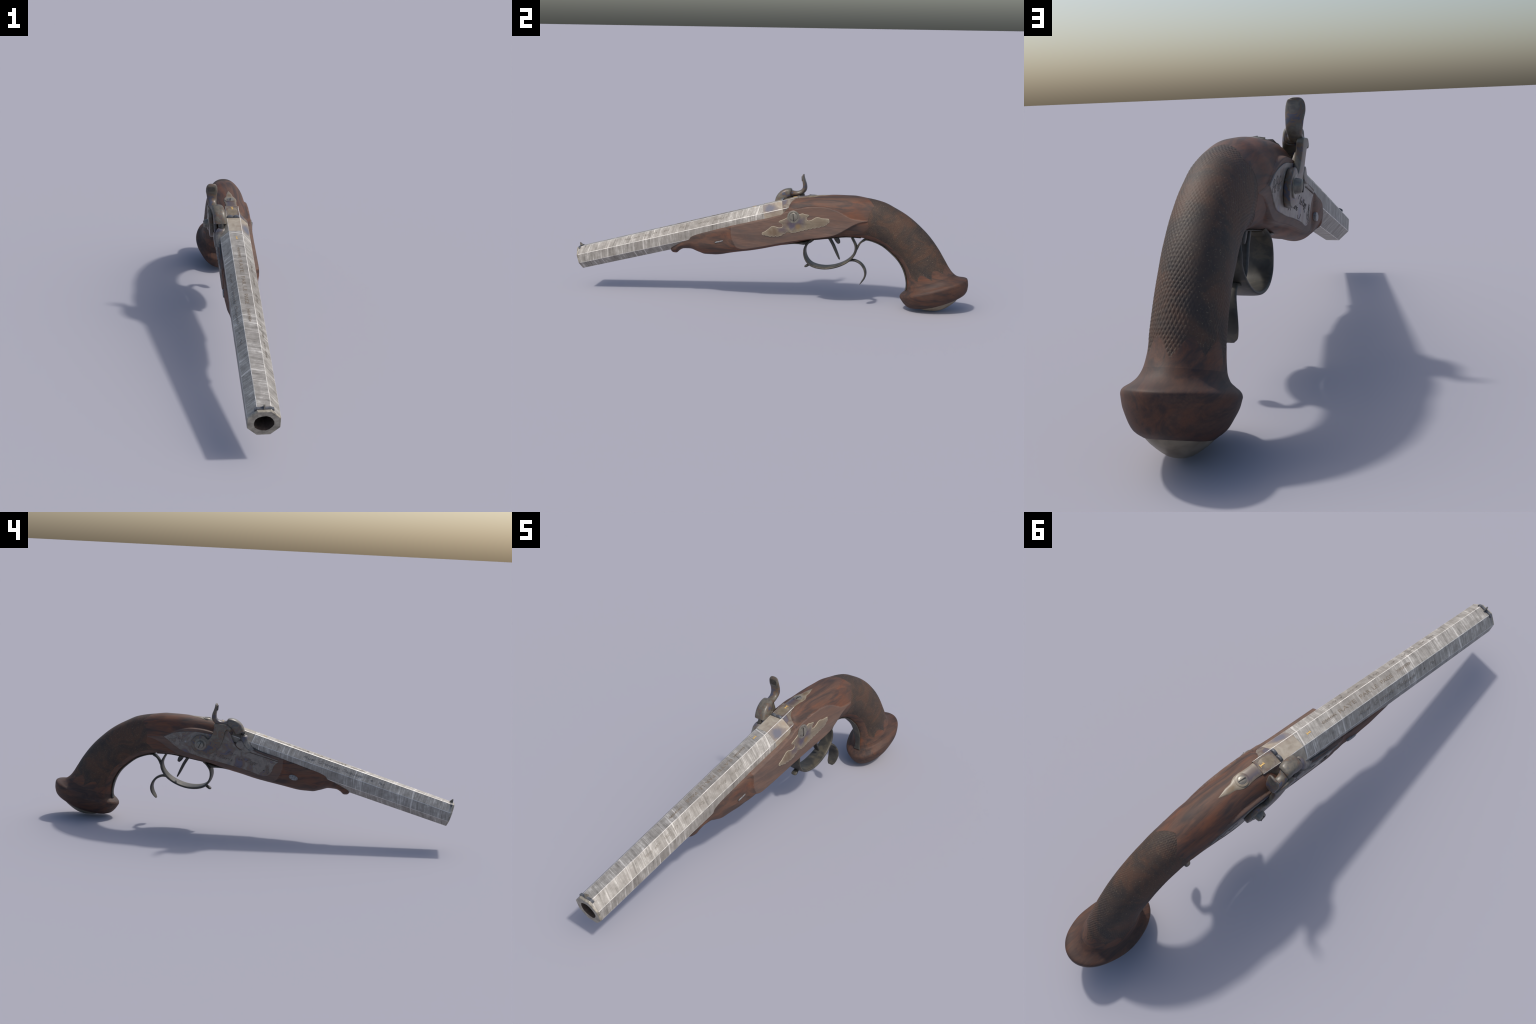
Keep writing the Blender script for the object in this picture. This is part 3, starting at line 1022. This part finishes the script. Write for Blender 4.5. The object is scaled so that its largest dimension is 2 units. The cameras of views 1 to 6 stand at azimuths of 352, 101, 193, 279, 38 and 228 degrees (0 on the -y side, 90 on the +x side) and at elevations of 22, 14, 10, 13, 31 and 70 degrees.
# barrel wedge: slot on the right, oval escutcheon on the left of the fore-end
def build_wedge():
    d = np.array([0, AX[0], AX[1]])
    nz = np.array([0, -AX[1], AX[0]])
    c = np.array([0.0690, -0.2310, 0.3035])
    t = np.linspace(0, 2 * np.pi, 24, endpoint=False)
    cx, cy = superellipse(24, 5)
    def ring(x, a, b): return [c + np.array([x - 0.069, 0, 0]) + d * a * p + nz * b * q_ for p, q_ in zip(cx, cy)]
    make("wedge_slot", *loft([ring(0.060, 0.0235, 0.0062), ring(0.0705, 0.0235, 0.0062)]), GROOVE)
    make("barrel_wedge", *loft([ring(0.060, 0.0215, 0.0030), ring(0.0722, 0.0215, 0.0030), ring(0.0728, 0.0205, 0.0022)]), SILVER)
    c = np.array([-0.0690, -0.2240, 0.2995])
    ex, ey = np.cos(t), np.sin(t)
    def oval(x, a, b): return [c + np.array([x, 0, 0]) + d * a * p + nz * b * q_ for p, q_ in zip(ex, ey)]
    make("wedge_escutcheon", *loft([oval(0.008, 0.0225, 0.0125), oval(-0.0020, 0.0225, 0.0125), oval(-0.0030, 0.0190, 0.0100), oval(-0.0034, 0.006, 0.003)]), SILVER)
build_wedge()

# ------------------------------------------------------------------ lock (left)
LX = -0.0822
LOCK_TILT = 0.085
def tilt(vf):
    """Lean lock parts to lie on the sloping lock side."""
    v, f = vf
    v = np.array(v, float).reshape(-1, 3)
    v[:, 0] += LOCK_TILT * (0.47 - v[:, 2])
    return v, f
def build_lock():
    outl = [(0.420, 0.4530), (0.404, 0.4610), (0.374, 0.4760), (0.340, 0.4840), (0.295, 0.4900), (0.249, 0.4900),
            (0.189, 0.4840), (0.150, 0.4850), (0.122, 0.5020), (0.102, 0.5070), (0.091, 0.4960), (0.080, 0.4680),
            (0.066, 0.4400), (0.050, 0.4230), (0.028, 0.4150), (-0.033, 0.4010), (-0.104, 0.3830), (-0.148, 0.3710)]
    low = [(-0.134, 0.3580), (-0.125, 0.3450), (-0.120, 0.3280), (-0.112, 0.3100), (-0.098, 0.2970), (-0.078, 0.2935),
           (-0.050, 0.2990), (0.001, 0.3150), (0.115, 0.3410), (0.191, 0.3550), (0.260, 0.3710), (0.330, 0.3900),
           (0.369, 0.4150), (0.396, 0.4370)]
    O = np.vstack([catmull(np.array(outl), 4), catmull(np.array([outl[-1]] + low + [outl[0]]), 4)[1:-1]])
    lp = make("lock_plate", *tilt(plate(O, -0.070, LX, 0.0018)), LOCK_METAL, angle=40)
    nrm = np.array([-1.0, 0, 0])
    # small pins and rosette screw
    for (y, z, r, m) in [(-0.0295, 0.3395, 0.0036, SILVER), (0.3105, 0.4380, 0.0050, SILVER), (0.2790, 0.4660, 0.0040, SILVER)]:
        make("lock_pin", *tilt(turned([(-0.002, r), (0.0008, r), (0.0014, r * 0.6)], (LX, y, z), nrm, 16)), m, lp)
    o = np.array([LX, -0.0790, 0.3235])
    make("rosette_screw", *tilt(turned([(-0.002, 0.0115), (0.0006, 0.0115), (0.0010, 0.0100), (0.0004, 0.0085), (0.0004, 0.0065),
                                   (0.0012, 0.0055), (0.0014, 0.002)], o, nrm, 28)), LOCK_METAL, lp)
    make("screw_slot", *tilt(turned([(0.0008, 0.0030), (0.0017, 0.0028)], o, nrm, 12)), SLOT, lp)
    # engraved name and scrolls. Seen from the left, text runs towards the muzzle (-y)
    r = np.array([0, -math.cos(0.262), -math.sin(0.262)])
    up = np.array([0, math.sin(-0.262), math.cos(0.262)])
    xx = LX - 0.0003
    parts = [lettering("Par", (xx, 0.108, 0.392), r, up, 0.020, 0.048, 0.5, 0.014),
             lettering("Le Page", (xx, 0.050, 0.369), r, up, 0.021, 0.098, 0.5, 0.014),
             lettering("a", (xx, 0.166, 0.381), r, up, 0.011, 0.010, 0.4, 0.010),
             lettering("Paris", (xx, 0.146, 0.372), r, up, 0.017, 0.072, 0.4, 0.014)]
    make("maker_name", *tilt(merge(parts)), ENGRAVED_LOCK, lp)
    def curl(cy, cz, r0, r1, a0, a1, n=26, flat=1.0):
        a = np.linspace(a0, a1, n)
        rr = np.linspace(r0, r1, n)
        return np.column_stack([np.full(n, xx), cy + rr * np.cos(a), cz + flat * rr * np.sin(a)])
    lines = []
    lines.append(curl(0.042, 0.3385, 0.024, 0.012, 0.4, -3.6, 26, 0.45))          # flourish under the name
    lines.append(curl(0.178, 0.3690, 0.020, 0.010, 0.4, 3.6, 26, 0.35))
    # acanthus scroll on the tail: a stem with leaves curling to either side
    stem = catmull([(0.402, 0.450), (0.380, 0.446), (0.355, 0.452), (0.330, 0.447), (0.305, 0.452)], 8)
    lines.append(np.column_stack([np.full(len(stem), xx), stem]))
    for i, (cy, cz) in enumerate([(0.384, 0.447), (0.370, 0.449), (0.354, 0.452), (0.338, 0.449), (0.322, 0.449)]):
        sg = 1 if i % 2 == 0 else -1
        lines.append(curl(cy - 0.004, cz + sg * 0.011, 0.0115, 0.003, -sg * 1.6, -sg * 1.6 + sg * 4.6))
        lines.append(curl(cy + 0.002, cz - sg * 0.008, 0.0090, 0.004, sg * 1.4, sg * 1.4 - sg * 3.0))
    for i, r_ in enumerate((0.0245, 0.0145)):
        lines.append(curl(-0.079, 0.3235, r_, r_, 2.0, 4.6))
    for i in range(7):                                                          # leafy rosette rays at the front
        a = -0.7 + i * 0.33
        p0 = np.array([xx, -0.079 - 0.014 * math.cos(a), 0.3235 + 0.014 * math.sin(a)])
        p1 = np.array([xx, -0.079 - 0.028 * math.cos(a * 0.9), 0.3240 + 0.030 * math.sin(a)])
        lines.append(np.linspace(p0, p1, 6))
    lo = np.array(low)
    make("scroll_engraving", *tilt(merge([strip(l, nrm, 0.0011) for l in lines])), ENGRAVED_LOCK, lp)
    # rim line just inside the border
    # hatched ledge along the upper front edge
    ledge = [(0.040, 0.4285, 0.016, 0.0150, -0.0690), (0.020, 0.4250, 0.018, 0.0155, -0.0690), (-0.010, 0.4160, 0.014, 0.0145, -0.0705),
             (-0.050, 0.4030, 0.010, 0.0140, -0.0710), (-0.100, 0.3895, 0.007, 0.0135, -0.0715), (-0.146, 0.3770, 0.004, 0.0125, -0.0715)]
    make("lock_ledge", *tilt(ribbon(ledge, 24, 8, 4.0)), LOCK_METAL, lp)
    return lp
lock = build_lock()

def build_bolster():
    # drum growing out of the breech wall, carrying the nipple, with a flattened face
    t = np.linspace(0, 2 * np.pi, 36, endpoint=False)
    sec = [(0.028, 0.4870, -0.0520, 0.0150, 0.0170), (0.026, 0.4800, -0.0540, 0.0190, 0.0200), (0.024, 0.4680, -0.0570, 0.0215, 0.0230),
           (0.022, 0.4530, -0.0580, 0.0255, 0.0240), (0.018, 0.4380, -0.0580, 0.0330, 0.0235), (0.010, 0.4220, -0.0580, 0.0420, 0.0215),
           (0.004, 0.4100, -0.0600, 0.0480, 0.0220)]
    rings = [np.column_stack([x + rx * np.cos(t), y + ry * np.sin(t), z + 0.0 * t]) for y, z, x, ry, rx in sec]
    V, F = loft(rings)
    V = np.array(V)
    bo = make("bolster", V, F, BOLSTER_METAL, angle=60)
    face = catmull([(0.060, 0.4450), (0.052, 0.4600), (0.040, 0.4640), (0.030, 0.4580), (0.020, 0.4420), (0.002, 0.4240),
                    (-0.012, 0.4160), (0.010, 0.4170), (0.035, 0.4230), (0.052, 0.4320)], 5, closed=True)
    make("bolster_face", *plate(face, -0.070, -0.0872, 0.0020), LOCK_METAL, bo)
    o = np.array([-0.0530, 0.0285, 0.482])
    make("nipple", *turned([(0, 0.0120), (0.008, 0.0120), (0.010, 0.0090), (0.024, 0.0080), (0.026, 0.006)], o, (0.02, 0.22, 0.97), 24), DARK_IRON, bo)
    # moulding lines between barrel and lock
    rib = [(0.000, 0.4400, 0.010, 0.0060, -0.0600), (-0.020, 0.4270, 0.010, 0.0065, -0.0620), (-0.060, 0.4110, 0.009, 0.0070, -0.0630),
           (-0.110, 0.3960, 0.008, 0.0070, -0.0640), (-0.160, 0.3820, 0.006, 0.0060, -0.0650)]
    make("bolster_rib", *ribbon(rib, 16, 8, 2.5), DARK_IRON, bo)
build_bolster()

def build_hammer():
    # flat curved arm with its round base, cut from plate
    arm = [(0.199, 0.4610), (0.190, 0.4640), (0.180, 0.4780), (0.172, 0.5000), (0.168, 0.5180), (0.168, 0.5340), (0.160, 0.5430),
           (0.130, 0.5410), (0.105, 0.5380), (0.086, 0.5230), (0.088, 0.5120), (0.098, 0.5160), (0.107, 0.5155), (0.114, 0.5040), (0.118, 0.4850), (0.122, 0.4640), (0.138, 0.4270),
           (0.166, 0.3970), (0.198, 0.3830), (0.232, 0.3810), (0.262, 0.3940), (0.279, 0.4200), (0.277, 0.4480), (0.259, 0.4700),
           (0.235, 0.4775), (0.213, 0.4720)]
    O = catmull(np.array(arm), 4, closed=True)
    x0 = -0.0826
    ham = make("hammer", *tilt(plate(O, x0, -0.1000, 0.0040)), HAMMER_METAL, angle=45)
    # neck, comb spur and head: one bar lofted along the S curve
    ctrl = [  # y, z, thickness, half-width, x
        (0.1650, 0.6375, 0.0030, 0.0080, -0.0850), (0.1622, 0.6345, 0.0085, 0.0175, -0.0840), (0.1612, 0.6240, 0.0120, 0.0230, -0.0845),
        (0.1648, 0.6060, 0.0155, 0.0248, -0.0848), (0.1702, 0.5850, 0.0200, 0.0225, -0.0840), (0.1695, 0.5650, 0.0235, 0.0205, -0.0835),
        (0.1570, 0.5500, 0.0235, 0.0180, -0.0830), (0.1380, 0.5420, 0.0240, 0.0180, -0.0810), (0.1180, 0.5410, 0.0260, 0.0190, -0.0770),
        (0.1000, 0.5440, 0.0310, 0.0215, -0.0700)]
    make("thumb_spur", *ribbon(ctrl, 28, 8, 2.3), HAMMER_METAL, ham)
    head = [(0.1060, 0.5440, 0.036, 0.0205, -0.0700), (0.1015, 0.5440, 0.0460, 0.0255, -0.0680), (0.0900, 0.5425, 0.0495, 0.0270, -0.0650),
            (0.0770, 0.5375, 0.0515, 0.0275, -0.0620), (0.0640, 0.5280, 0.0515, 0.0275, -0.0600), (0.0545, 0.5150, 0.0500, 0.0275, -0.0585),
            (0.0490, 0.5020, 0.0470, 0.0270, -0.0578), (0.0478, 0.4985, 0.0455, 0.0262, -0.0576)]
    make("hammer_head", *ribbon(head, 40, 8, 3.2), HAMMER_METAL, ham)
    o = np.array([-0.0985, 0.2320, 0.4335])
    sc = make("hammer_screw", *turned([(-0.012, 0.0290), (0.0006, 0.0290), (0.0014, 0.0270), (0.0014, 0.0195), (0.0100, 0.0180),
                                       (0.0165, 0.0165), (0.0190, 0.0130), (0.0198, 0.0040)], o, (-1, 0, 0)), SCREW, ham)
    make("screw_slot", *box(o + np.array([-0.0190, 0, 0]), (0.0016, 0.0014, 0.0155),
                            [(1, 0, 0), (0, 0.90, 0.42), (0, -0.42, 0.90)]), SLOT, sc)
    # cross hatching on the thumb piece
    lines = []
    for i in range(9):
        x = -0.0858 + (i - 4) * 0.0040
        lines.append(np.column_stack([np.full(8, x), np.linspace(0.1545, 0.1560, 8), np.linspace(0.628, 0.604, 8)]))
    make("spur_grooves", *merge([strip(l, np.array([0, -1.0, 0]), 0.0011, 0.0012) for l in lines]), DARK_IRON, ham)
build_hammer()

# ------------------------------------------------------------------ trigger guard and trigger
def build_guard():
    # y, z, thickness, half-width, sideways offset
    bow = [(0.2300, 0.3330, 0.0140, 0.0250, 0.0000), (0.2120, 0.3150, 0.0125, 0.0312, -0.0012), (0.1980, 0.2950, 0.0110, 0.0347, -0.0007),
           (0.1922, 0.2730, 0.0105, 0.0362, -0.0002), (0.1945, 0.2480, 0.0110, 0.0372, -0.0002), (0.2060, 0.2228, 0.0120, 0.0384, -0.0002),
           (0.2270, 0.2035, 0.0128, 0.0387, 0.0003), (0.2600, 0.1930, 0.0132, 0.0384, 0.0003), (0.3000, 0.1910, 0.0132, 0.0377, 0.0008),
           (0.3400, 0.1978, 0.0132, 0.0362, 0.0008), (0.3800, 0.2128, 0.0132, 0.0340, 0.0008), (0.4130, 0.2340, 0.0132, 0.0312, 0.0008),
           (0.4360, 0.2600, 0.0128, 0.0282, 0.0018), (0.4460, 0.2850, 0.0128, 0.0257, 0.0018), (0.4455, 0.3080, 0.0115, 0.0242, 0.0008),
           (0.4365, 0.3290, 0.0100, 0.0210, 0.0020), (0.4210, 0.3560, 0.0100, 0.0205, 0.0000)]
    g = make("trigger_guard", *ribbon(bow, 28, 10, 3.2), GUARD, angle=50)
    brace = [(0.4400, 0.2720, 0.010, 0.0130), (0.4510, 0.2950, 0.0125, 0.0140), (0.4600, 0.3130, 0.0100, 0.0150), (0.4720, 0.3290, 0.0090, 0.0160), (0.4900, 0.3400, 0.0090, 0.0170)]
    make("guard_brace", *ribbon(brace, 24, 8, 3.0), GUARD, g)
    spur = [(0.4080, 0.2290, 0.0080, 0.0150, 0.0002), (0.4300, 0.2350, 0.0115, 0.0140, 0.0002), (0.4520, 0.2320, 0.0120, 0.0140, 0.0002),
            (0.4750, 0.2190, 0.0115, 0.0175, 0.0002), (0.4915, 0.1970, 0.0112, 0.0230, 0.0002), (0.4980, 0.1720, 0.0106, 0.0265, 0.0002),
            (0.4930, 0.1480, 0.0090, 0.0258, 0.0002), (0.4800, 0.1265, 0.0060, 0.0205, 0.0002), (0.4725, 0.1155, 0.0030, 0.0110, 0.0002)]
    make("finger_spur", *ribbon(spur, 24, 8, 2.8), GUARD, g)
    lug = [(0.2260, 0.2040, 0.010, 0.0090), (0.2130, 0.1990, 0.0130, 0.0120), (0.2030, 0.1925, 0.0130, 0.0140), (0.1955, 0.1890, 0.0090, 0.0120), (0.1925, 0.1880, 0.003, 0.006)]
    make("guard_lug", *ribbon(lug, 20, 6, 2.3), GUARD, g)
    plate_ = [(0.0600, 0.2905, 0.004, 0.0060), (0.0900, 0.2965, 0.006, 0.0150), (0.1300, 0.3045, 0.008, 0.0220), (0.1650, 0.3080, 0.013, 0.0250), (0.1900, 0.3090, 0.018, 0.0250), (0.2150, 0.3180, 0.018, 0.0230), (0.2350, 0.3270, 0.008, 0.0200)]
    make("guard_plate", *ribbon(plate_, 24, 8, 3.0), GUARD, g)
    floor = [(0.2300, 0.3270, 0.004, 0.0180), (0.3300, 0.3425, 0.005, 0.0190), (0.4000, 0.3515, 0.005, 0.0190), (0.4700, 0.3505, 0.004, 0.0180)]
    make("trigger_plate", *ribbon(floor, 20, 8, 3.0), GUARD, g)
    trig = [(0.3060, 0.3480, 0.014, 0.0110), (0.3180, 0.3330, 0.0150, 0.0115), (0.3330, 0.3080, 0.0150, 0.0120), (0.3450, 0.2830, 0.0140, 0.0135),
            (0.3560, 0.2590, 0.0115, 0.0140), (0.3650, 0.2400, 0.0070, 0.0120), (0.3680, 0.2345, 0.003, 0.006)]
    tr = make("trigger", *ribbon(trig, 22, 8, 2.8), DARK_IRON, angle=50)
    block = [(0.3420, 0.3480, 0.022, 0.0100), (0.3510, 0.3350, 0.0240, 0.0100), (0.3580, 0.3230, 0.0200, 0.0095), (0.3620, 0.3150, 0.012, 0.0080)]
    make("set_trigger", *ribbon(block, 20, 6, 3.0), DARK_IRON, tr)
build_guard()
